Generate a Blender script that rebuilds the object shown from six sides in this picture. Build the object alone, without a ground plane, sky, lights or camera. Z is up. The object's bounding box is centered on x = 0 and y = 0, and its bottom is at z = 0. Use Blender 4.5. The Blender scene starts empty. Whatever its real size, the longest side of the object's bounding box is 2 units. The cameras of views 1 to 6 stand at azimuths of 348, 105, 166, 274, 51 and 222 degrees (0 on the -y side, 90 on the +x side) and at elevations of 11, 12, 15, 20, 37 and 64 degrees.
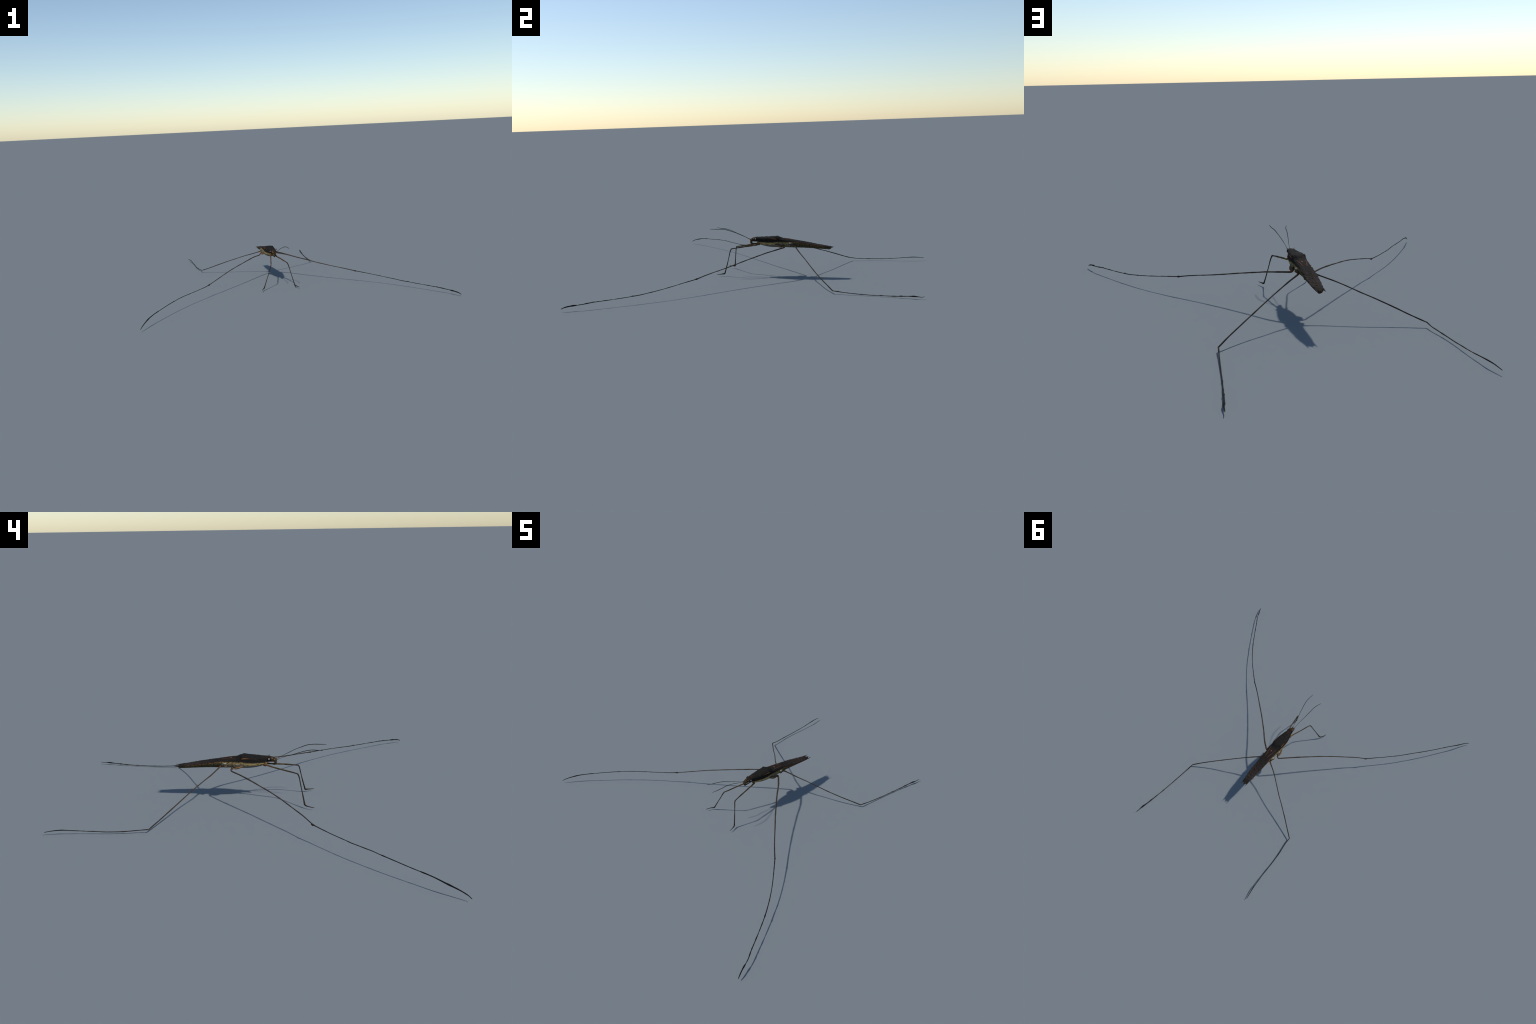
"""Water strider: a slim black bug standing on six thread-like legs.
Head towards -y, tail towards +y, body mirrored about x = 0; the legs are posed one by one."""
import bpy, bmesh, math, random
import numpy as np
from mathutils import Vector, noise

random.seed(7)
SCENE = bpy.context.scene.collection

# ------------------------------------------------------------------ node helpers
class Mat:
    """small wrapper that builds a node material step by step"""
    def __init__(self, name, rough=0.5, spec=0.4):
        self.m = bpy.data.materials.new(name)
        self.m.use_nodes = True
        self.t = self.m.node_tree
        self.n = self.t.nodes
        self.bsdf = self.n["Principled BSDF"]
        self.bsdf.inputs["Roughness"].default_value = rough
        self.bsdf.inputs["IOR"].default_value = 1.35
        self.bsdf.inputs["Specular IOR Level"].default_value = spec
        self.co = self.n.new("ShaderNodeTexCoord").outputs["Object"]
        sep = self.n.new("ShaderNodeSeparateXYZ")
        self.t.links.new(self.co, sep.inputs[0])
        self.x, self.y, self.z = sep.outputs

    def put(self, sock, v):
        if hasattr(v, "is_linked"):
            self.t.links.new(v, sock)
        elif isinstance(v, (tuple, list)):
            sock.default_value = (*v, 1.0) if len(v) == 3 and sock.type == "RGBA" else v
        else:
            sock.default_value = v

    def math(self, op, a, b=0.0, c=0.0, clamp=False):
        k = self.n.new("ShaderNodeMath")
        k.operation, k.use_clamp = op, clamp
        for s, v in zip(k.inputs, (a, b, c)):
            self.put(s, v)
        return k.outputs[0]

    def step(self, v, lo, hi):
        """0 below lo, 1 above hi, smooth between (lo may exceed hi)"""
        k = self.n.new("ShaderNodeMapRange")
        k.interpolation_type = "SMOOTHSTEP"
        flip = lo > hi
        for s, q in zip(("Value", "From Min", "From Max", "To Min", "To Max"),
                        (v, min(lo, hi), max(lo, hi), 1.0 if flip else 0.0, 0.0 if flip else 1.0)):
            self.put(k.inputs[s], q)
        return k.outputs[0]

    def band(self, v, lo, hi, soft):
        return self.math("MULTIPLY", self.step(v, lo - soft, lo + soft), self.step(v, hi + soft, hi - soft))

    def mul(self, *a):
        r = a[0]
        for b in a[1:]:
            r = self.math("MULTIPLY", r, b)
        return r

    def noise(self, scale, detail=3.0, rough=0.55, stretch=None):
        k = self.n.new("ShaderNodeTexNoise")
        k.inputs["Scale"].default_value = scale
        k.inputs["Detail"].default_value = detail
        k.inputs["Roughness"].default_value = rough
        src = self.co
        if stretch:
            mp = self.n.new("ShaderNodeMapping")
            mp.inputs["Scale"].default_value = stretch
            self.t.links.new(src, mp.inputs[0])
            src = mp.outputs[0]
        self.t.links.new(src, k.inputs["Vector"])
        return k.outputs["Fac"]

    def mix(self, a, b, f):
        k = self.n.new("ShaderNodeMix")
        k.data_type = "RGBA"
        self.put(k.inputs["Factor"], f)
        self.put(k.inputs["A"] if False else k.inputs[6], a)
        self.put(k.inputs[7], b)
        return k.outputs[2]

    def length(self):
        k = self.n.new("ShaderNodeVectorMath")
        k.operation = "LENGTH"
        self.t.links.new(self.co, k.inputs[0])
        return k.outputs["Value"]

    def bump(self, h, strength, dist):
        k = self.n.new("ShaderNodeBump")
        k.inputs["Strength"].default_value = strength
        k.inputs["Distance"].default_value = dist
        self.t.links.new(h, k.inputs["Height"])
        self.t.links.new(k.outputs[0], self.bsdf.inputs["Normal"])

    def done(self, col):
        self.put(self.bsdf.inputs["Base Color"], col)
        return self.m


BLACK = (0.0105, 0.0094, 0.0085)
SOOT = (0.016, 0.0140, 0.0125)
PALE = (0.42, 0.30, 0.135)
OLIVE = (0.060, 0.046, 0.017)
SILVER = (0.125, 0.125, 0.105)
ORANGE = (0.30, 0.105, 0.03)
RUST = (0.085, 0.032, 0.018)


# dark dimples on the hind back: x, y, radius
PITS = ((0.0106, 0.2844, 0.0030), (0.0040, 0.2915, 0.0028), (0.0048, 0.3260, 0.0030), (0.0160, 0.2520, 0.0028), (0.0015, 0.1500, 0.0035), (-0.0040, 0.2200, 0.0030), (0.0100, 0.2250, 0.0025), (-0.0120, 0.2650, 0.0022))


def head_material():
    k = Mat("head_cuticle", 0.8, 0.1)
    n = k.noise(260, 3)
    fine = k.noise(900, 2)
    col = k.mix(BLACK, (0.03, 0.02, 0.014), n)
    ax = k.math("ABSOLUTE", k.x)
    # ochre mottling of the face in front of the eyes
    front = k.step(k.y, -0.118, -0.146)
    patch = k.mul(front, k.step(n, 0.44, 0.60))
    col = k.mix(col, (0.085, 0.05, 0.022), k.mul(patch, 0.75))
    # ochre cheek spots beside the eyes and antenna sockets
    for (px, py, pz, r) in ((0.0120, -0.1347, 0.2315, 0.0050), (0.0105, -0.149, 0.2265, 0.0042), (0.0078, -0.155, 0.2125, 0.0058)):
        d = k.math("POWER", k.math("SUBTRACT", ax, px), 2.0)
        d = k.math("ADD", d, k.math("POWER", k.math("SUBTRACT", k.y, py), 2.0))
        d = k.math("ADD", d, k.math("POWER", k.math("SUBTRACT", k.z, pz), 2.0))
        col = k.mix(col, (0.26, 0.145, 0.055), k.mul(k.step(k.math("SQRT", d), r, r * 0.35), 0.85))
    # rusty streak along the crown
    crown = k.mul(k.step(ax, 0.0022, 0.0008), k.band(k.y, -0.109, -0.087, 0.003), k.step(k.z, 0.236, 0.238))
    col = k.mix(col, RUST, k.mul(crown, 0.7))
    # black stripe behind the eye is in the base; pale throat
    throat = k.mul(k.step(k.z, 0.2165, 0.2125), k.step(k.y, -0.116, -0.108))
    col = k.mix(col, (0.28, 0.20, 0.08), throat)
    k.bump(fine, 0.25, 0.0006)
    return k.done(col)


def thorax_material():
    k = Mat("thorax_cuticle", 0.8, 0.1)
    n = k.noise(220, 3)
    m = k.noise(60, 2)
    fine = k.noise(1100, 2)
    col = k.mix(BLACK, SOOT, n)
    col = k.mix(col, (0.034, 0.030, 0.0265), k.mul(k.step(k.noise(300, 4), 0.51, 0.66), 0.6))
    crown = k.mul(k.step(k.math("ABSOLUTE", k.x), 0.0022, 0.0008), k.band(k.y, -0.109, -0.087, 0.003), k.step(k.z, 0.236, 0.238))
    col = k.mix(col, RUST, crown)
    zz = k.math("ADD", k.z, k.math("MULTIPLY", k.math("SUBTRACT", m, 0.5), 0.006))
    zz = k.math("ADD", zz, k.math("MULTIPLY", k.math("SUBTRACT", n, 0.5), 0.004))
    # upper limit of the pale flank: dips a little towards the middle of the prothorax
    lim = k.math("MULTIPLY_ADD", k.step(k.y, -0.01, 0.03), 0.0045, 0.2125)
    dz = k.math("SUBTRACT", lim, zz)
    olive = k.mul(k.step(dz, -0.0050, 0.0010), k.step(k.noise(420, 2, stretch=(0.5, 0.3, 1.6)), 0.40, 0.58))
    pale = k.step(dz, 0.0005, 0.0045)
    col = k.mix(col, OLIVE, olive)
    streaks = k.noise(230, 4, stretch=(0.6, 0.25, 1.6))
    palecol = k.mix(PALE, (0.14, 0.085, 0.03), k.step(streaks, 0.45, 0.66))
    palecol = k.mix(palecol, (0.05, 0.034, 0.015), k.mul(k.step(k.y, -0.02, 0.04), k.step(k.noise(260, 3), 0.45, 0.56)))
    col = k.mix(col, palecol, pale)
    # silvery pubescence on the breast
    belly = k.step(zz, 0.1990, 0.1930)
    col = k.mix(col, SILVER, belly)
    # seam lines across the flank
    seam = k.mul(k.band(k.y, -0.079, -0.074, 0.002), k.step(k.z, 0.206, 0.203))
    col = k.mix(col, (0.03, 0.022, 0.014), k.mul(seam, 0.8))
    k.bump(fine, 0.25, 0.0006)
    return k.done(col)


def wing_material():
    k = Mat("wing_leather", 0.8, 0.1)
    n = k.noise(120, 4)
    s = k.noise(70, 4, stretch=(3.0, 0.35, 1))
    col = k.mix((0.0105, 0.0092, 0.0084), (0.021, 0.0162, 0.0138), n)
    # the wing turns reddish brown towards its tip
    tail = k.step(k.y, 0.16, 0.29)
    col = k.mix(col, (0.032, 0.0225, 0.019), k.mul(tail, k.step(s, 0.25, 0.6)))
    col = k.mix(col, (0.048, 0.041, 0.036), k.mul(k.step(k.noise(300, 4), 0.50, 0.66), 0.65))
    streak = k.mul(k.step(k.y, 0.20, 0.27), k.step(k.noise(180, 3), 0.60, 0.70))
    col = k.mix(col, (0.075, 0.034, 0.02), k.mul(streak, 0.55))
    lite = k.mul(k.step(k.y, 0.17, 0.21), k.step(k.noise(210, 4), 0.55, 0.72))
    col = k.mix(col, (0.060, 0.046, 0.040), k.mul(lite, 0.6))
    pits = k.mul(k.step(k.y, 0.19, 0.23), k.step(k.noise(95, 2), 0.36, 0.30))
    col = k.mix(col, (0.006, 0.0055, 0.005), pits)
    for (px, py, r) in PITS:
        d = k.math("ADD", k.math("POWER", k.math("SUBTRACT", k.x, px), 2.0), k.math("POWER", k.math("MULTIPLY", k.math("SUBTRACT", k.y, py), 0.8), 2.0))
        col = k.mix(col, (0.005, 0.0045, 0.0045), k.step(k.math("SQRT", d), r, r * 0.4))
    k.bump(s, 0.6, 0.0014)
    return k.done(col)


def abdomen_material():
    k = Mat("abdomen_cuticle", 0.8, 0.1)
    n = k.noise(150, 3)
    v = k.noise(330, 2)
    ax = k.math("ABSOLUTE", k.x)
    col = k.mix((0.042, 0.035, 0.019), (0.105, 0.088, 0.043), k.step(n, 0.42, 0.66))
    fleck = k.step(v, 0.60, 0.70)
    col = k.mix(col, (0.15, 0.14, 0.07), k.mul(fleck, 0.7))
    # segment rings
    ring = k.math("FRACT", k.math("MULTIPLY", k.y, 1 / 0.032))
    col = k.mix(col, (0.02, 0.017, 0.01), k.mul(k.band(ring, 0.42, 0.55, 0.05), 0.55))
    # grey velvet along the keel
    m = k.math("MULTIPLY_ADD", k.y, -0.035, 0.1895)
    keel = k.step(k.math("SUBTRACT", k.math("MULTIPLY_ADD", n, 0.006, k.z), m), -0.002, -0.008)
    col = k.mix(col, (0.12, 0.118, 0.10), keel)
    # blackish above the rim
    rim = k.math("MULTIPLY_ADD", k.y, -0.155, 0.2360)
    h = k.math("SUBTRACT", k.z, rim)
    col = k.mix(col, (0.020, 0.0155, 0.013), k.step(h, -0.0018, 0.0005))
    # orange connexival rim
    edge = k.mul(k.band(h, -0.0020, 0.0010, 0.0008), k.band(k.y, 0.125, 0.335, 0.012))
    col = k.mix(col, (0.20, 0.085, 0.026), k.mul(edge, k.step(n, 0.30, 0.48)))
    k.bump(v, 0.3, 0.0008)
    return k.done(col)


def plain(name, c1, c2, scale=300, rough=0.75, spec=0.15, bump=0.0, lo=0.35, hi=0.65):
    k = Mat(name, rough, spec)
    n = k.noise(scale, 3)
    if bump:
        k.bump(n, 0.4, bump)
    return k.done(k.mix(c1, c2, k.step(n, lo, hi)))


def leg_material(name, near, mid, far, r0, r1, r2, r3, by_x=False):
    """colour along a leg, by distance from the point under the body"""
    k = Mat(name, 0.75, 0.12)
    n = k.noise(140, 3)
    d = k.length()
    col = k.mix(near, mid, k.step(k.math("ABSOLUTE", k.x) if by_x else d, r0, r1))
    col = k.mix(col, far, k.step(d, r2, r3))
    dark = k.mix(col, (0.012, 0.010, 0.009), k.mul(k.step(n, 0.46, 0.62), 0.55))
    k.bump(n, 0.3, 0.0006)
    return k.done(dark)


HEAD, THORAX, WING, ABDOMEN = head_material(), thorax_material(), wing_material(), abdomen_material()
LEG_BROWN = leg_material("leg_brown", (0.15, 0.068, 0.024), (0.056, 0.041, 0.031), (0.034, 0.027, 0.021), 0.046, 0.062, 0.45, 0.62, True)
HIND_BROWN = leg_material("hind_leg_brown", (0.15, 0.068, 0.026), (0.056, 0.041, 0.031), (0.034, 0.027, 0.021), 0.034, 0.050, 0.42, 0.60, True)
LEG_DARK = leg_material("leg_dark", (0.040, 0.029, 0.021), (0.026, 0.021, 0.017), (0.010, 0.0095, 0.009), 0.45, 0.70, 0.85, 1.12)
FORE_MAT = leg_material("foreleg_brown", (0.20, 0.095, 0.03), (0.080, 0.055, 0.026), (0.040, 0.028, 0.018), 0.20, 0.245, 0.26, 0.315)
FORE_DARK = leg_material("foreleg_dark", (0.050, 0.032, 0.02), (0.035, 0.024, 0.016), (0.020, 0.015, 0.011), 0.28, 0.31, 0.33, 0.36)
JOINT = plain("joint_ochre", (0.14, 0.064, 0.024), (0.060, 0.034, 0.017), 400)
KNEE_DARK = plain("knee_dark", (0.024, 0.019, 0.014), (0.04, 0.03, 0.02), 400)
ANTENNA = plain("antenna_black", (0.012, 0.011, 0.010), (0.026, 0.02, 0.015), 300)
EYE = plain("eye_black", (0.006, 0.005, 0.005), (0.010, 0.008, 0.008), 900, 0.4, 0.25)
EYE_GLINT = plain("eye_glint_painted", (0.40, 0.40, 0.42), (0.30, 0.29, 0.31), 500, 0.5, 0.2)
SILK_DULL = plain("silky_dull", (0.27, 0.235, 0.18), (0.11, 0.09, 0.06), 300, 0.7, 0.2, 0.0006)
SILK = plain("silky_white", (0.40, 0.365, 0.31), (0.20, 0.175, 0.13), 300, 0.7, 0.2, 0.0006)
COXA = plain("coxa_brown", (0.045, 0.037, 0.028), (0.090, 0.070, 0.045), 260, 0.75, 0.15, 0.0008)
COXA_ORANGE = plain("coxa_orange", (0.27, 0.135, 0.055), (0.11, 0.065, 0.032), 240, 0.75, 0.15, 0.0006)
COXA_GREY = plain("coxa_grey", (0.040, 0.030, 0.019), (0.105, 0.085, 0.058), 260, 0.75, 0.15, 0.0008)
VEIN = plain("vein_rust", (0.105, 0.040, 0.022), (0.055, 0.025, 0.016), 220)
SPOT = plain("spot_tan", (0.27, 0.115, 0.045), (0.19, 0.075, 0.03), 320)
def stripe_material():
    k = Mat("stripe_orange", 0.75, 0.15)
    n = k.noise(240, 3)
    return k.done(k.mix((0.07, 0.028, 0.015), k.mix((0.30, 0.125, 0.035), (0.17, 0.066, 0.022), n), k.step(k.y, -0.035, 0.004)))


STRIPE = stripe_material()
SPINE = plain("spine_black", (0.010, 0.009, 0.008), (0.03, 0.021, 0.012), 300)
MOUTH = plain("mouth_ochre", (0.10, 0.062, 0.022), (0.028, 0.02, 0.012), 260, 0.75, 0.15, 0.0008)
TAIL = plain("tail_brown", (0.060, 0.038, 0.020), (0.022, 0.016, 0.012), 260, 0.75, 0.15, 0.0008)

# ------------------------------------------------------------------ objects
thing = bpy.data.objects.new("water_strider", None)
thing.empty_display_size = 0.1
SCENE.objects.link(thing)
thing["label"] = "slim black water strider on six long thin legs"
thing["category"] = "insect"


def add(name, mesh, parent, mat, smooth=True):
    o = bpy.data.objects.new(name, mesh)
    SCENE.objects.link(o)
    o.parent = parent
    if mat:
        mesh.materials.append(mat)
    if smooth:
        mesh.polygons.foreach_set("use_smooth", [True] * len(mesh.polygons))
    return o


def spline(points, per=8):
    """Catmull-Rom through the points"""
    P = [np.array(p, float) for p in points]
    if len(P) == 2:
        return [P[0] + (P[1] - P[0]) * t for t in np.linspace(0, 1, per + 1)]
    P = [2 * P[0] - P[1]] + P + [2 * P[-1] - P[-2]]
    out = []
    for a, b, c, d in zip(P[:-3], P[1:-2], P[2:-1], P[3:]):
        for i in range(per):
            t = i / per
            out.append(0.5 * (2 * b + (c - a) * t + (2 * a - 5 * b + 4 * c - d) * t * t + (3 * b - a - 3 * c + d) * t ** 3))
    out.append(P[-2])
    return out


def tube(name, points, radii, parent, mat, per=8, sides=12, lumps=0.0, fat=1.0, flat=1.0, lump_len=0.03, seed=0.0, bumps=(), ref=(0, 0, 1), wobble=0.0):
    """sweep an elliptical section along a spline.
    radii: (s, half width, half height) along the length 0..1; bumps: (s, length, extra, lift)"""
    C = spline(points, per)
    L = np.concatenate([[0], np.cumsum([np.linalg.norm(b - a) for a, b in zip(C[:-1], C[1:])])])
    S = L / L[-1]
    rs = np.array(radii, float) * np.array([1.0] + [fat] * (len(radii[0]) - 1))
    W = np.interp(S, rs[:, 0], rs[:, 1])
    H = np.interp(S, rs[:, 0], rs[:, -1])
    W, H = W * flat, H * (2.0 - flat)
    verts, faces = [], []
    up = Vector(ref)
    n = len(C)
    for i, c in enumerate(C):
        T = Vector(C[min(i + 1, n - 1)] - C[max(i - 1, 0)]).normalized()
        side = T.cross(up)
        if side.length < 1e-4:
            side = T.cross(Vector((0, 1, 0)))
        side.normalize()
        nrm = side.cross(T).normalized()
        up = nrm if abs(T.z) > 0.8 else Vector(ref)
        w, h, lift = W[i], H[i], 0.0
        if lumps:
            q = noise.noise(Vector((L[i] / lump_len, seed * 7.3, 1.7))) * lumps
            q2 = noise.noise(Vector((L[i] / (lump_len * 0.45), seed * 3.1, 9.2))) * lumps * 0.6
            h *= max(0.45, 1 + q + q2)
            w *= max(0.55, 1 + 0.6 * q - 0.5 * q2)
        for (s, ln, ex, lf) in bumps:
            g = math.exp(-((S[i] - s) * L[-1] / ln) ** 2)
            w += ex * g
            h += ex * g
            lift += lf * g
        if wobble:
            lift += wobble * noise.noise(Vector((L[i] / 0.05, seed * 5.7, 4.4)))
        cc = Vector(c) + nrm * lift
        for k in range(sides):
            a = math.tau * k / sides
            verts.append(cc + side * (w * math.cos(a)) + nrm * (h * math.sin(a)))
    for i in range(n - 1):
        for k in range(sides):
            faces.append((i * sides + k, i * sides + (k + 1) % sides, (i + 1) * sides + (k + 1) % sides, (i + 1) * sides + k))
    # rounded ends
    t0 = Vector(C[0] - C[1]).normalized() * min(W[0], H[0]) * 0.8
    t1 = Vector(C[-1] - C[-2]).normalized() * min(W[-1], H[-1]) * 0.8
    a, b = len(verts), len(verts) + 1
    c0 = sum((verts[k] for k in range(sides)), Vector()) / sides
    c1 = sum((verts[(n - 1) * sides + k] for k in range(sides)), Vector()) / sides
    verts += [c0 + t0, c1 + t1]
    for k in range(sides):
        faces.append((a, (k + 1) % sides, k))
        faces.append((b, (n - 1) * sides + k, (n - 1) * sides + (k + 1) % sides))
    me = bpy.data.meshes.new(name)
    me.from_pydata([tuple(v) for v in verts], [], faces)
    me.validate()
    return add(name, me, parent, mat)


def blob(name, centre, radii, parent, mat, axis=(0, 1, 0), rough=0.0, seed=0.0, roll_up=(0, 0, 1)):
    """ellipsoid whose second radius lies along axis, third roughly upwards"""
    bm = bmesh.new()
    bmesh.ops.create_icosphere(bm, subdivisions=4, radius=1.0)
    A = Vector(axis).normalized()
    X = A.cross(Vector(roll_up)).normalized()
    Z = X.cross(A)
    c = Vector(centre)
    for v in bm.verts:
        q = v.co.copy()
        f = 1 + rough * noise.noise(q * 1.7 + Vector((seed, 0, seed * 2)))
        v.co = c + (X * q.x * radii[0] + A * q.y * radii[1] + Z * q.z * radii[2]) * f
    me = bpy.data.meshes.new(name)
    bm.to_mesh(me)
    bm.free()
    return add(name, me, parent, mat)


# ------------------------------------------------------------------ body: one lofted skin
# y, then (half width, height) from the mid back over the rim to the keel
SECTIONS = (
    (-0.1615, (0, .2165), (.0010, .2163), (.0020, .2155), (.0026, .2140), (.0026, .2120), (.0020, .2105), (.0010, .2097), (0, .2095)),
    (-0.1585, (0, .2225), (.0030, .2218), (.0060, .2195), (.0075, .2155), (.0075, .2110), (.0060, .2070), (.0030, .2050), (0, .2045)),
    (-0.1520, (0, .2300), (.0040, .2293), (.0082, .2265), (.0105, .2215), (.0105, .2160), (.0085, .2110), (.0045, .2085), (0, .2080)),
    (-0.1420, (0, .2355), (.0050, .2350), (.0100, .2315), (.0125, .2255), (.0122, .2190), (.0095, .2138), (.0050, .2116), (0, .2110)),
    (-0.1300, (0, .2385), (.0060, .2380), (.0118, .2345), (.0148, .2280), (.0138, .2200), (.0100, .2138), (.0050, .2112), (0, .2105)),
    (-0.1170, (0, .2405), (.0070, .2400), (.0140, .2370), (.0170, .2295), (.0158, .2205), (.0115, .2132), (.0058, .2106), (0, .2100)),
    (-0.1050, (0, .2415), (.0080, .2410), (.0162, .2380), (.0198, .2300), (.0192, .2200), (.0145, .2100), (.0075, .2050), (0, .2035)),
    (-0.0900, (0, .2415), (.0100, .2410), (.0192, .2375), (.0238, .2295), (.0240, .2170), (.0210, .2040), (.0115, .1945), (0, .1920)),
    (-0.0700, (0, .2420), (.0120, .2415), (.0222, .2380), (.0278, .2305), (.0290, .2170), (.0272, .2020), (.0165, .1895), (0, .1860)),
    (-0.0400, (0, .2435), (.0140, .2430), (.0265, .2398), (.0318, .2325), (.0338, .2190), (.0342, .2030), (.0235, .1855), (0, .1800)),
    (0.0000, (0, .2464), (.0150, .2459), (.0292, .2426), (.0340, .2340), (.0355, .2200), (.0375, .2030), (.0282, .1835), (0, .1762)),
    (0.0170, (0, .2475), (.0150, .2465), (.0312, .2432), (.0342, .2340), (.0358, .2200), (.0380, .2030), (.0290, .1835), (0, .1762)),
    (0.0340, (0, .2450), (.0150, .2432), (.0285, .2375), (.0332, .2305), (.0352, .2190), (.0375, .2030), (.0290, .1840), (0, .1765)),
    (0.0540, (0, .2358), (.0140, .2348), (.0258, .2315), (.0318, .2255), (.0342, .2165), (.0360, .2030), (.0280, .1850), (0, .1765)),
    (0.0850, (0, .2305), (.0140, .2305), (.0250, .2285), (.0312, .2225), (.0338, .2140), (.0350, .2010), (.0260, .1840), (0, .1760)),
    (0.1150, (0, .2262), (.0140, .2262), (.0245, .2245), (.0308, .2185), (.0332, .2110), (.0340, .1985), (.0240, .1825), (0, .1755)),
    (0.1400, (0, .2222), (.0140, .2220), (.0242, .2205), (.0302, .2150), (.0325, .2090), (.0318, .1975), (.0210, .1820), (0, .1750)),
    (0.1700, (0, .2176), (.0135, .2172), (.0238, .2155), (.0298, .2118), (.0315, .2075), (.0290, .1955), (.0180, .1810), (0, .1745)),
    (0.2100, (0, .2105), (.0130, .2105), (.0235, .2088), (.0288, .2060), (.0300, .2025), (.0268, .1910), (.0160, .1790), (0, .1733)),
    (0.2500, (0, .2030), (.0125, .2030), (.0225, .2018), (.0278, .1995), (.0286, .1965), (.0245, .1870), (.0140, .1765), (0, .1715)),
    (0.2900, (0, .1962), (.0115, .1962), (.0210, .1950), (.0256, .1930), (.0262, .1905), (.0215, .1825), (.0125, .1740), (0, .1690)),
    (0.3200, (0, .1910), (.0100, .1910), (.0186, .1900), (.0224, .1885), (.0228, .1860), (.0185, .1785), (.0105, .1712), (0, .1672)),
    (0.3420, (0, .1880), (.0090, .1878), (.0166, .1868), (.0198, .1854), (.0196, .1832), (.0158, .1762), (.0090, .1692), (0, .1660)),
    (0.3530, (0, .1864), (.0088, .1862), (.0158, .1852), (.0184, .1836), (.0178, .1814), (.0144, .1750), (.0082, .1684), (0, .1658)),
    (0.3620, (0, .1836), (.0078, .1834), (.0138, .1824), (.0158, .1808), (.0150, .1786), (.0120, .1734), (.0070, .1680), (0, .1660)),
    (0.3680, (0, .1805), (.0062, .1802), (.0108, .1794), (.0124, .1780), (.0116, .1760), (.0092, .1720), (.0054, .1686), (0, .1674)),
)
YS = np.array([s[0] for s in SECTIONS])
CTRL = np.array([[p for p in s[1:]] for s in SECTIONS])
for j, y in enumerate(YS):                # the hind back rides a touch higher, the keel is a touch shallower
    q = float(np.clip((y - 0.12) / 0.1, 0, 1))
    CTRL[j, :4, 1] += 0.0009 * q
    CTRL[j, 6:, 1] += 0.0009 * q
#          # station, point, (x, z)


def drift(y):
    """the body lies very slightly askew: sideways offset of its axis"""
    return 0.0078 * (y - 0.025)


def pchip(y, ys, v):
    """monotone cubic through the stations"""
    h = np.diff(ys)[:, None, None]
    d = np.diff(v, axis=0) / h
    m = np.zeros_like(v)
    w1, w2 = 2 * h[1:] + h[:-1], h[1:] + 2 * h[:-1]
    ok = d[:-1] * d[1:] > 0
    with np.errstate(divide="ignore", invalid="ignore"):
        hm = (w1 + w2) / (w1 / d[:-1] + w2 / d[1:])
    m[1:-1] = np.where(ok, hm, 0)
    m[0], m[-1] = d[0], d[-1]
    i = int(np.clip(np.searchsorted(ys, y) - 1, 0, len(ys) - 2))
    H = ys[i + 1] - ys[i]
    t = (y - ys[i]) / H
    return ((1 + 2 * t) * (1 - t) ** 2 * v[i] + t * (1 - t) ** 2 * H * m[i] + t * t * (3 - 2 * t) * v[i + 1] + t * t * (t - 1) * H * m[i + 1])


def ring(y, per=6):
    """half section (mid back -> keel) at y, smooth; returns list of (x, z)"""
    c = pchip(y, YS, CTRL)
    pts = [np.array((-c[1][0], c[1][1]))] + [np.array(q) for q in c] + [np.array((-c[-2][0], c[-2][1]))]
    out = []
    for a, b, cc, d in zip(pts[:-3], pts[1:-2], pts[2:-1], pts[3:]):
        for i in range(per):
            t = i / per
            out.append(0.5 * (2 * b + (cc - a) * t + (2 * a - 5 * b + 4 * cc - d) * t * t + (3 * b - a - 3 * cc + d) * t ** 3))
    out.append(pts[-2])
    return np.array(out)


def back_height(x, y):
    r = ring(y)
    m = 6 * 3
    return float(np.interp(abs(x - drift(y)), r[:m, 0], r[:m, 1]))


RIM = 18                                   # index along the half section where the rim lies


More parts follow.
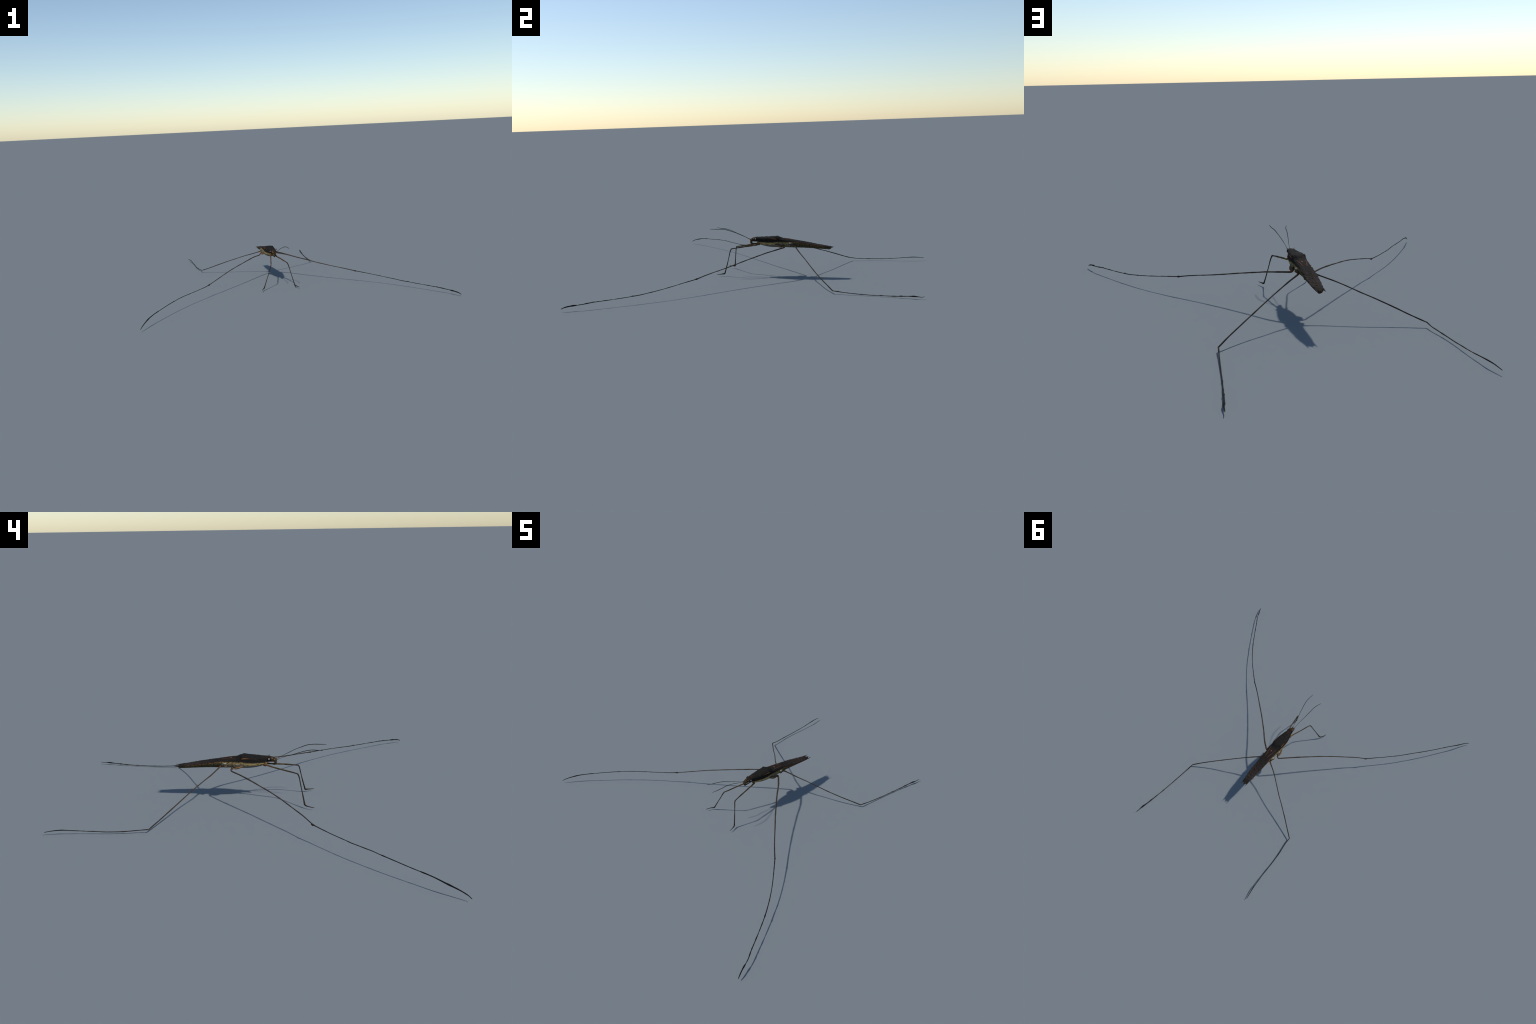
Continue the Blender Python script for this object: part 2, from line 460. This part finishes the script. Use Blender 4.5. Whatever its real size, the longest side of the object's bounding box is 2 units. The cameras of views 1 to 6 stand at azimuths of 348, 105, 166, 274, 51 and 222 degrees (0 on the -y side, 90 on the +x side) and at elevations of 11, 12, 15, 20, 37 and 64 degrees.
def build_body():
    ny = 300
    ts = np.linspace(0, 1, ny)
    ys = YS[0] + (YS[-1] - YS[0]) * ts
    verts, faces, tag = [], [], []
    half = len(ring(0.0))
    around = 2 * (half - 1)
    for y in ys:
        r = ring(y)
        full = [(x, z, i) for i, (x, z) in enumerate(r)] + [(-x, z, i) for i, (x, z) in list(enumerate(r))[-2:0:-1]]
        for (x, z, i) in full:
            v = Vector((x, y, z))
            # fine unevenness everywhere, wrinkles and pits on the hind back, steps along the rim
            amp = 0.0007
            d = amp * noise.noise(v * 160)
            if i < RIM + 6:
                wr = max(0.0, min(1.0, (y - 0.14) / 0.08)) * max(0.0, min(1.0, (0.36 - y) / 0.02))
                d += wr * 0.0030 * noise.noise(Vector((x * 95, y * 80, 3.0))) + wr * 0.0014 * noise.noise(Vector((x * 190, y * 230, 8.0)))
                d -= wr * 0.0016 * max(0.0, noise.noise(Vector((x * 75, y * 75, 11.0))) - 0.25) * 2
            if RIM - 8 < i < RIM + 10 and y > 0.14:
                saw = ((y - 0.14) / 0.032) % 1.0
                z_edge = ((saw - 0.5) * 0.0026 + 0.0022 * noise.noise(Vector((y * 140, 6.0, math.copysign(3, x))))) * (1 - abs(i - RIM - 1) / 10)
                x += math.copysign(z_edge, x) if abs(x) > 1e-5 else 0
            if y < 0.06 and i < RIM:
                d += 0.0018 * noise.noise(Vector((x * 60, y * 70, 5.0))) + 0.0008 * noise.noise(Vector((x * 170, y * 170, 2.0)))
            if i < RIM:
                for (px, py, pr) in PITS:
                    d -= 0.0012 * math.exp(-(((x - px) / pr) ** 2 + ((y - py) / pr) ** 2))
            # ridges of the folded wings
            if i < RIM and 0.05 < y < 0.22:
                d += 0.0013 * noise.noise(Vector((x * 130, y * 28, 13.0))) + 0.0007 * noise.noise(Vector((x * 160, y * 150, 21.0)))
            # shoulder knobs of the pronotum
            g = math.exp(-((y - 0.0140) / 0.0095) ** 2 - ((abs(x) - 0.0312) / 0.006) ** 2)
            if i < RIM:
                z += 0.0016 * g
            # two low calli on the front of the pronotum
            if i < RIM:
                z += 0.0008 * math.exp(-((y + 0.06) / 0.012) ** 2 - ((abs(x) - 0.012) / 0.006) ** 2)
            cx, cz = 0.0, 0.5 * (r[0][1] + r[-1][1])
            nv = Vector((x - cx, 0, z - cz))
            if nv.length > 1e-6:
                nv.normalize()
            verts.append((x + nv.x * d + drift(y), y, z + nv.z * d))
    for j in range(ny - 1):
        for k in range(around):
            faces.append((j * around + k, j * around + (k + 1) % around, (j + 1) * around + (k + 1) % around, (j + 1) * around + k))
            i = min(k, around - 1 - k)
            y = 0.5 * (ys[j] + ys[j + 1])
            side = 0 if k < half - 1 else 1
            if y < -0.100:
                tag.append("head")
            elif i < RIM and 0.053 < y < 0.338:
                tag.append("forewing" if side == 0 else "forewing_b")
            elif y < 0.128:
                tag.append("thorax")
            else:
                tag.append("abdomen")
    a, b = len(verts), len(verts) + 1
    verts += [(drift(YS[0]), YS[0] - 0.001, 0.213), (drift(YS[-1]), YS[-1] + 0.003, 0.1735)]
    for k in range(around):
        faces.append((a, (k + 1) % around, k))
        tag.append("head")
        faces.append((b, (ny - 1) * around + k, (ny - 1) * around + (k + 1) % around))
        tag.append("abdomen")
    faces = [tuple(reversed(f)) for f in faces]
    whole = bpy.data.meshes.new("body_skin")
    whole.from_pydata(verts, [], faces)
    bm = bmesh.new()
    bm.from_mesh(whole)
    bm.normal_update()
    out_ward = sum(1 if f.normal.dot(Vector((f.calc_center_median().x, 0, f.calc_center_median().z - 0.205))) > 0 else -1 for f in bm.faces)
    if out_ward < 0:
        faces = [tuple(reversed(f)) for f in faces]
    bm.free()
    whole.clear_geometry()
    whole.from_pydata(verts, [], faces)
    normals = [tuple(v.normal) for v in whole.vertices]
    made = {}
    for name, mat in (("head", HEAD), ("thorax", THORAX), ("forewing", WING), ("forewing_b", WING), ("abdomen", ABDOMEN)):
        fs = [f for f, t in zip(faces, tag) if t == name]
        used = sorted({v for f in fs for v in f})
        idx = {v: i for i, v in enumerate(used)}
        me = bpy.data.meshes.new(name.replace("_b", ""))
        me.from_pydata([verts[v] for v in used], [], [tuple(idx[v] for v in f) for f in fs])
        o = add(name.replace("_b", ""), me, thing, mat)
        me.normals_split_custom_set_from_vertices([normals[v] for v in used])
        made[name] = o
    bpy.data.meshes.remove(whole)
    return made


body = build_body()
head, thorax, abdomen = body["head"], body["thorax"], body["abdomen"]

# ------------------------------------------------------------------ details of the body
for s in (1, -1):
    blob("eye", (s * 0.0158 - 0.0012, -0.1185, 0.2300), (0.0070, 0.0092, 0.0082), head, EYE)
    blob("eye_glint_dome", (s * 0.0198 - 0.0012, -0.1186, 0.2308), (0.0038, 0.0052, 0.0047), head, EYE_GLINT)  # pale dome modelled for the bright highlight on the dark eye
    # antenna socket knob and the brow bristle knob
    blob("antenna_socket", (s * 0.0065, -0.1560, 0.2245), (0.0036, 0.0042, 0.0036), head, MOUTH, (0, -1, 0.4))
    tube("brow_bristle", [(s * 0.014, -0.117, 0.2385), (s * 0.0165, -0.1185, 0.2425), (s * 0.0175, -0.120, 0.2448)], [(0, .0016, .0016), (1, .0006, .0006)], head, SPINE, per=4, sides=8)

# beak: thick base at the front of the face, thin part folded back under the head
tube("rostrum", [(-.0015, -0.1530, 0.2150), (-.0015, -0.1540, 0.2080), (-.0013, -0.1530, 0.2015), (-.0010, -0.1495, 0.1980), (-.0008, -0.141, 0.1972), (0, -0.128, 0.1978), (0, -0.112, 0.1990), (0, -0.096, 0.2005)],
     [(0, .0070, .0076), (.16, .0070, .0074), (.28, .0062, .0058), (.38, .0044, .0038), (.6, .0034, .0031), (1, .0026, .0026)], head, MOUTH, per=6, sides=16, lumps=0.25, lump_len=0.012, seed=2)


def on_back(pts, lift=0.0003):
    return [(x, y, back_height(x, y) + lift) for x, y in pts]


for s, (xa, ya, xb, yb) in ((1, (0.0216, 0.0610, 0.0098, 0.1385)), (-1, (-0.0203, 0.0610, -0.0070, 0.1410))):
    wing = body["forewing"] if s > 0 else body["forewing_b"]
    line = [(xa + (xb - xa) * t + s * 0.0012 * math.sin(math.pi * t), ya + (yb - ya) * t) for t in np.linspace(0, 1, 9)]
    tube("wing_vein", on_back(line), [(0, .0009, .0006), (.2, .0022, .0011), (.7, .0032, .0012), (.9, .0026, .0011), (1, .0008, .0005)], wing, VEIN, per=4, sides=10)
    # seam of the folded wing tips
    line = [(s * (0.0065 - 0.004 * t), 0.150 + 0.10 * t) for t in np.linspace(0, 1, 7)]
    tube("wing_vein", on_back(line, 0.0), [(0, .0006, .0004), (.5, .0009, .0006), (1, .0004, .0003)], wing, WING, per=4, sides=8)

blob("scutellum_spot", (0.001, 0.0830, back_height(0, 0.083) - 0.0002), (0.0052, 0.0030, 0.0011), thorax, SPOT)
blob("scutellum_spot", (0.001, 0.0862, back_height(0, 0.086) - 0.0002), (0.0026, 0.0040, 0.0009), thorax, SPOT)


def rim_point(y, k, off):
    r = ring(y)
    i = int(k)
    x, z = r[i] + (r[min(i + 1, len(r) - 1)] - r[i]) * (k - i)
    return x + off, z


for s in (1, -1):
    pts = []
    for t in np.linspace(0, 1, 9):
        y = -0.052 + t * 0.079
        x, z = rim_point(y, 17.6 - 0.4 * math.sin(t * 3), 0.0002)
        pts.append((s * x + drift(y), y, z))
    tube("pronotum_stripe", pts, [(0, .0005, .0004), (.35, .0008, .0009), (.6, .0010, .0013), (.78, .0012, .0028), (.9, .0012, .0028), (1, .0004, .0008)], thorax, STRIPE, per=5, sides=10, ref=(0, 0, 1))

# hind end: side spines, genital segment
for s, xe in ((1, 0.0195), (-1, -0.0162)):
    a = s * 0.0175 + 0.0025
    tube("tail_spine", [(a, 0.334, 0.1858), (0.5 * (a + xe) + s * 0.0004, 0.354, 0.1830), (xe - s * 0.0006, 0.372, 0.1812), (xe, 0.3885, 0.1822)],
         [(0, .0022, .0018), (.3, .0034, .0028), (.6, .0028, .0022), (.8, .0018, .0016), (1, .0006, .0006)], abdomen, SPINE, per=6, sides=10, lumps=0.3, lump_len=0.008, seed=s)
blob("genital_segment", (0.0026, 0.3620, 0.1762), (0.0112, 0.0122, 0.0086), abdomen, TAIL, (0, 1, 0.12), 0.18, 4.0)
tube("genital_tip", [(0.0022, 0.362, 0.1765), (0.0015, 0.374, 0.1785), (0.0004, 0.3840, 0.1795)], [(0, .0054, .0046), (.5, .0042, .0034), (1, .0010, .0010)], abdomen, SPINE, per=6, sides=12)
blob("genital_plate", (0.0040, 0.3585, 0.1685), (0.0064, 0.0064, 0.0030), abdomen, TAIL, (0, 1, -0.1), 0.2, 6.0)

# ------------------------------------------------------------------ legs
FRONT = {1: dict(femur=[(.0210, -.0930, .1985), (.0232, -.1150, .1905), (.0270, -.1350, .1882), (.0338, -.1638, .1853), (.0419, -.2007, .1807), (.0493, -.2377, .1757), (.0582, -.2742, .1698)],
                 tibia=[(.0582, -.2742, .1698), (.0630, -.2800, .1560), (.0676, -.2836, .1396), (.0746, -.2902, .1081), (.0818, -.2972, .0767), (.0890, -.3049, .0454), (.0969, -.3128, .0143)],
                 tarsus=[(.0960, -.3118, .0165), (.0990, -.3170, .0128), (.1044, -.3284, .0120), (.1102, -.3446, .0109), (.1149, -.3613, .0106)]),
         -1: dict(femur=[(-.0190, -.0950, .1990), (-.0205, -.1150, .1945), (-.0259, -.1407, .1878), (-.0340, -.1735, .1816), (-.0423, -.2064, .1758), (-.0496, -.2395, .1700), (-.0587, -.2720, .1637)],
                  tibia=[(-.0587, -.2720, .1637), (-.0645, -.2788, .1500), (-.0705, -.2827, .1347), (-.0833, -.2894, .1047), (-.0967, -.2966, .0751), (-.1097, -.3035, .0452), (-.1226, -.3103, .0153)],
                  tarsus=[(-.1216, -.3098, .0175), (-.1260, -.3145, .0138), (-.1339, -.3249, .0127), (-.1415, -.3417, .0115), (-.1461, -.3597, .0097)])}
MIDDLE = {1: dict(femur=[(.0397, .0720, .1925), (.0453, .0788, .1890), (.0530, .0775, .1840), (.0700, .0640, .1812), (.1131, .0281, .1747), (.1692, -.0294, .1630), (.2276, -.0843, .1485), (.2866, -.1387, .1344), (.3473, -.1910, .1199), (.4081, -.2438, .1077), (.4697, -.2956, .0954), (.5331, -.3449, .0817)],
                  tibia=[(.5331, -.3449, .0817), (.5736, -.3827, .0751), (.6137, -.4209, .0686), (.6533, -.4595, .0620), (.6914, -.4996, .0552), (.7280, -.5413, .0491), (.7625, -.5846, .0437), (.7962, -.6289, .0400), (.8278, -.6749, .0375), (.8587, -.7213, .0350), (.8890, -.7682, .0336)],
                  tarsus=[(.8890, -.7682, .0336), (.9190, -.8153, .0318), (.9500, -.8610, .0275), (.9740, -.9105, .0243), (.9890, -.9380, .0200), (.9992, -.9570, .0122)]),
          -1: dict(femur=[(-.0425, .0690, .1905), (-.0490, .0768, .1840), (-.0560, .0778, .1755), (-.0680, .0660, .1728), (-.1136, .0223, .1719), (-.1688, -.0331, .1649), (-.2242, -.0880, .1564), (-.2798, -.1427, .1473), (-.3367, -.1955, .1353), (-.3937, -.2472, .1202), (-.4501, -.2991, .1035), (-.5095, -.3467, .0849)],
                   tibia=[(-.5095, -.3467, .0849), (-.5478, -.3879, .0808), (-.5880, -.4276, .0789), (-.6271, -.4683, .0780), (-.6663, -.5090, .0766), (-.7038, -.5511, .0767), (-.7397, -.5947, .0761), (-.7758, -.6381, .0730), (-.8107, -.6823, .0693), (-.8448, -.7272, .0648), (-.8779, -.7729, .0613)],
                   tarsus=[(-.8779, -.7729, .0613), (-.9108, -.8187, .0565), (-.9435, -.8634, .0475), (-.9713, -.9104, .0352), (-.9890, -.9400, .0235), (-.9992, -.9545, .0135)])}
HIND = {1: dict(femur=[(.0343, .1370, .1935), (.0412, .1475, .1885), (.1025, .1863, .1642), (.1618, .2282, .1402), (.2208, .2695, .1142), (.2794, .3111, .0883), (.3372, .3546, .0634), (.3940, .4001, .0400), (.4488, .4468, .0146)],
                tibia=[(.4488, .4468, .0146), (.4536, .4895, .0106), (.4583, .5322, .0074), (.4626, .5750, .0048), (.4668, .6178, .0033), (.4710, .6607, .0026), (.4748, .7036, .0026), (.4794, .7465, .0028)],
                tarsus=[(.4794, .7465, .0028), (.4843, .7892, .0040), (.4893, .8320, .0062), (.4943, .8747, .0091), (.5016, .9169, .0100), (.5030, .9420, .0085), (.5052, .9590, .0119)]),
        -1: dict(femur=[(-.0285, .1330, .1930), (-.0370, .1425, .1869), (-.1000, .1807, .1655), (-.1590, .2251, .1433), (-.2169, .2699, .1192), (-.2767, .3114, .0941), (-.3353, .3539, .0680), (-.3928, .3977, .0415), (-.4510, .4417, .0172)],
                 tibia=[(-.4510, .4417, .0172), (-.4521, .4834, .0136), (-.4578, .5248, .0112), (-.4635, .5663, .0097), (-.4672, .6081, .0089), (-.4700, .6499, .0096), (-.4720, .6917, .0116), (-.4739, .7336, .0134)],
                 tarsus=[(-.4739, .7336, .0134), (-.4766, .7754, .0158), (-.4810, .8170, .0188), (-.4847, .8587, .0217), (-.4917, .8998, .0204), (-.4977, .9404, .0147)])}

for s in (1, -1):
    # ---- forelegs: short, folded forward, hooked foot
    q = FRONT[s]
    leg = tube("foreleg", q["femur"], [(0, .0040, .0042), (.12, .0034, .0036), (.35, .0029, .0031), (.75, .0028, .0030), (.93, .0022, .0024), (1, .0024, .0026)], thing, FORE_MAT, fat=1.25, lumps=0.3, seed=s + 3)
    blob("coxa", (s * 0.0195, -0.1005, 0.2050), (0.0042, 0.0055, 0.0105), leg, COXA_ORANGE, (0, -0.5, -1), 0.1, s)
    blob("trochanter", (s * 0.0185, -0.0960, 0.1945), (0.0048, 0.0100, 0.0044), leg, JOINT, (0.1 * s, -1, -0.25), 0.2, s + 5)
    blob("knee", q["tibia"][0], (0.0030, 0.0048, 0.0030), leg, JOINT, (0.05 * s, -0.5, -0.6), 0.15, s)
    tube("tibia", q["tibia"], [(0, .0024, .0026), (.12, .0022, .0022), (.3, .0016, .0016), (.6, .0017, .0019), (.85, .0019, .0024), (1, .0026, .0030)], leg, FORE_DARK, fat=1.5, lumps=0.22, seed=s + 9, ref=(0, -1, 0))
    tube("tarsus", q["tarsus"], [(0, .0022, .0030), (.15, .0026, .0034), (.32, .0018, .0022), (.6, .0013, .0015), (.92, .0010, .0011), (1, .0007, .0008)], leg, FORE_DARK, fat=1.4, lumps=0.25, seed=s + 11)

    # ---- middle legs: the long oars
    q = MIDDLE[s]
    leg = tube("middle_leg", q["femur"], [(0, .0042, .0044), (.03, .0040, .0042), (.08, .0040, .0038), (.22, .0038, .0036), (.45, .0034, .0030), (.75, .0029, .0026), (.93, .0028, .0026), (1, .0030, .0030)], thing, LEG_BROWN, fat=1.10 if s > 0 else 1.02, flat=1.1, lumps=0.32, lump_len=0.035, seed=s + 20, wobble=0.0008)
    knee_dir = Vector(q["tibia"][1]) - Vector(q["tibia"][0])
    blob("knee", Vector(q["tibia"][0]) - knee_dir.normalized() * 0.003, (0.0044, 0.0100, 0.0048), leg, KNEE_DARK, knee_dir, 0.2, s)
    tube("tibia", q["tibia"], [(0, .0020, .0020), (.2, .0015, .0014), (.6, .0015, .0014), (1, .0015, .0014)], leg, LEG_DARK, fat=1.55 if s > 0 else 1.42, flat=1.1, per=10, lumps=0.4 if s > 0 else 0.3, lump_len=0.03, seed=s + 31, wobble=0.0010,
         bumps=[(.19, .005, .0006, .0002), (.507, .008, .0008, .0002), (.60, .012, .0006, 0), (.697, .0055, .0014, .0016), (.80, .012, .0005, 0), (.889, .008, -.0008, 0), (.965, .012, .0010, .0003)] if s > 0
         else [(.375, .006, .0007, 0.0003), (.693, .008, .0006, .0002), (.55, .02, .0003, 0)])
    tube("tarsus", q["tarsus"], [(0, .0014, .0014), (.3, .0014, .0016), (.55, .0015, .0018), (.70, .0018, .0026), (.9, .0019, .0026), (1, .0011, .0013)] if s > 0
         else [(0, .0013, .0016), (.35, .0017, .0022), (.75, .0017, .0022), (.9, .0013, .0016), (1, .0009, .0010)], leg, LEG_DARK, fat=1.45, flat=1.1, per=12, lumps=0.3 if s > 0 else 0.25, lump_len=0.028, seed=s + 42,
         bumps=[(.10, .010, .0006, .0004), (.203, .0055, .0010, .0014), (.36, .014, .0010, .0004), (.595, .006, -.0012, 0), (.71, .010, .0008, .0004)] if s > 0 else [(.063, .012, .0006, 0), (.565, .010, .0005, 0)])
    # coxal housing: brown spindle with an orange lower edge, silky upper edge, grey knob
    blob("coxa", (s * 0.0395, 0.0390, 0.1950), (0.0085, 0.0270, 0.0095), leg, COXA, (s * 0.22, 1, -0.18), 0.10, s + 1)
    blob("coxa_rim", (s * 0.0418, 0.0390, 0.1905), (0.0085, 0.0250, 0.0078), leg, COXA_ORANGE, (s * 0.26, 1, -0.26), 0.10, s + 2)
    blob("coxa_silk", (s * 0.0388, 0.0470, 0.2032), (0.0050, 0.0130, 0.0034), leg, SILK_DULL, (s * 0.1, 1, -0.05), 0.25, s + 3)
    blob("coxa_knob", (s * 0.0420, 0.0655, 0.1960), (0.0078, 0.0080, 0.0098), leg, COXA_GREY, (0, 1, -0.4), 0.25, s + 4)
    blob("trochanter", (s * 0.0450, 0.0735, 0.1875), (0.0062, 0.0062, 0.0082), leg, JOINT, (0, 1, -0.3), 0.25, s + 6)

    # ---- hind legs
    q = HIND[s]
    leg = tube("hind_leg", q["femur"], [(0, .0036, .0038), (.06, .0030, .0032), (.2, .0024, .0026), (.6, .0023, .0026), (.9, .0026, .0028), (.97, .0028, .0028), (1, .0024, .0024)], thing, HIND_BROWN, fat=1.20, flat=1.1, lumps=0.3, lump_len=0.035, seed=s + 50, wobble=0.0008)
    blob("knee", q["tibia"][0], (0.0028, 0.0042, 0.0028), leg, JOINT, (s * 0.5, 0.6, -0.15), 0.15, s)
    tube("tibia", q["tibia"], [(0, .0018, .0018), (.2, .0014, .0014), (1, .0013, .0014)], leg, LEG_DARK, fat=1.55, flat=1.1, per=10, lumps=0.3, lump_len=0.03, seed=s + 61, wobble=0.0006, bumps=[(.10, .010, .0007, .0003), (.30, .009, .0006, .0004), (.55, .010, .0007, .0002), (.92, .008, .0014, .0008)] if s > 0 else [(.40, .012, .0006, 0), (.75, .010, .0005, .0002)])
    tube("tarsus", q["tarsus"], [(0, .0013, .0014), (.35, .0016, .0016), (.62, .0022, .0020), (.78, .0021, .0019), (.9, .0012, .0012), (1, .0009, .0009)] if s > 0
         else [(0, .0012, .0012), (.4, .0014, .0014), (.7, .0018, .0018), (.85, .0014, .0014), (1, .0009, .0009)], leg, LEG_DARK, fat=1.45, flat=1.1, per=12, lumps=0.3, lump_len=0.028, seed=s + 72, bumps=[(.20, .010, .0008, 0), (.40, .007, .0014, .0008), (.55, .006, -.0005, 0), (.73, .012, .0014, .0008)] if s > 0 else [(.25, .012, .0005, 0), (.60, .012, .0006, 0)])
    blob("coxa", (s * 0.0350, 0.1120, 0.1990), (0.0085, 0.0130, 0.0110), leg, COXA_GREY, (0, 1, -0.2), 0.15, s + 1)
    blob("coxa_silk", (s * 0.0365, 0.1135, 0.2070), (0.0055, 0.0085, 0.0052), leg, SILK, (0, 1, -0.1), 0.2, s + 2)
    blob("coxa_rim", (s * 0.0385, 0.1105, 0.1945), (0.0060, 0.0085, 0.0052), leg, COXA_ORANGE, (0, 1, -0.1), 0.15, s + 3)
    blob("coxa_knob", (s * 0.0340, 0.1265, 0.1985), (0.0072, 0.0082, 0.0088), leg, COXA_GREY, (0, 1, -0.3), 0.2, s + 4)
    blob("trochanter", (s * 0.0345, 0.1385, 0.1925), (0.0050, 0.0075, 0.0052), leg, JOINT, (s * 0.5, 1, -0.4), 0.2, s + 5)

# ------------------------------------------------------------------ antennae
FEELERS = {1: [(.0060, -.1560, .2235), (.0078, -.1750, .2330), (.0098, -.1911, .2421), (.0145, -.2222, .2567), (.0215, -.2531, .2712), (.0274, -.2855, .2827), (.0335, -.3182, .2929), (.0388, -.3521, .2961), (.0389, -.3865, .2963), (.0359, -.4209, .2962)],
           -1: [(-.0064, -.1560, .2215), (-.0080, -.1750, .2300), (-.0098, -.1897, .2370), (-.0143, -.2191, .2489), (-.0206, -.2490, .2591), (-.0254, -.2787, .2704), (-.0301, -.3087, .2809), (-.0331, -.3399, .2879), (-.0399, -.3709, .2893), (-.0516, -.4004, .2919)]}
for s in (1, -1):
    tube("antenna", FEELERS[s], [(0, .0010, .0010), (.12, .0006, .0006), (.30, .0010, .0010), (.6, .0013, .0013), (.88, .0013, .0013), (1, .0007, .0007)], head, ANTENNA, fat=1.4, per=8, sides=10, lumps=0.2, lump_len=0.02, seed=s + 80)
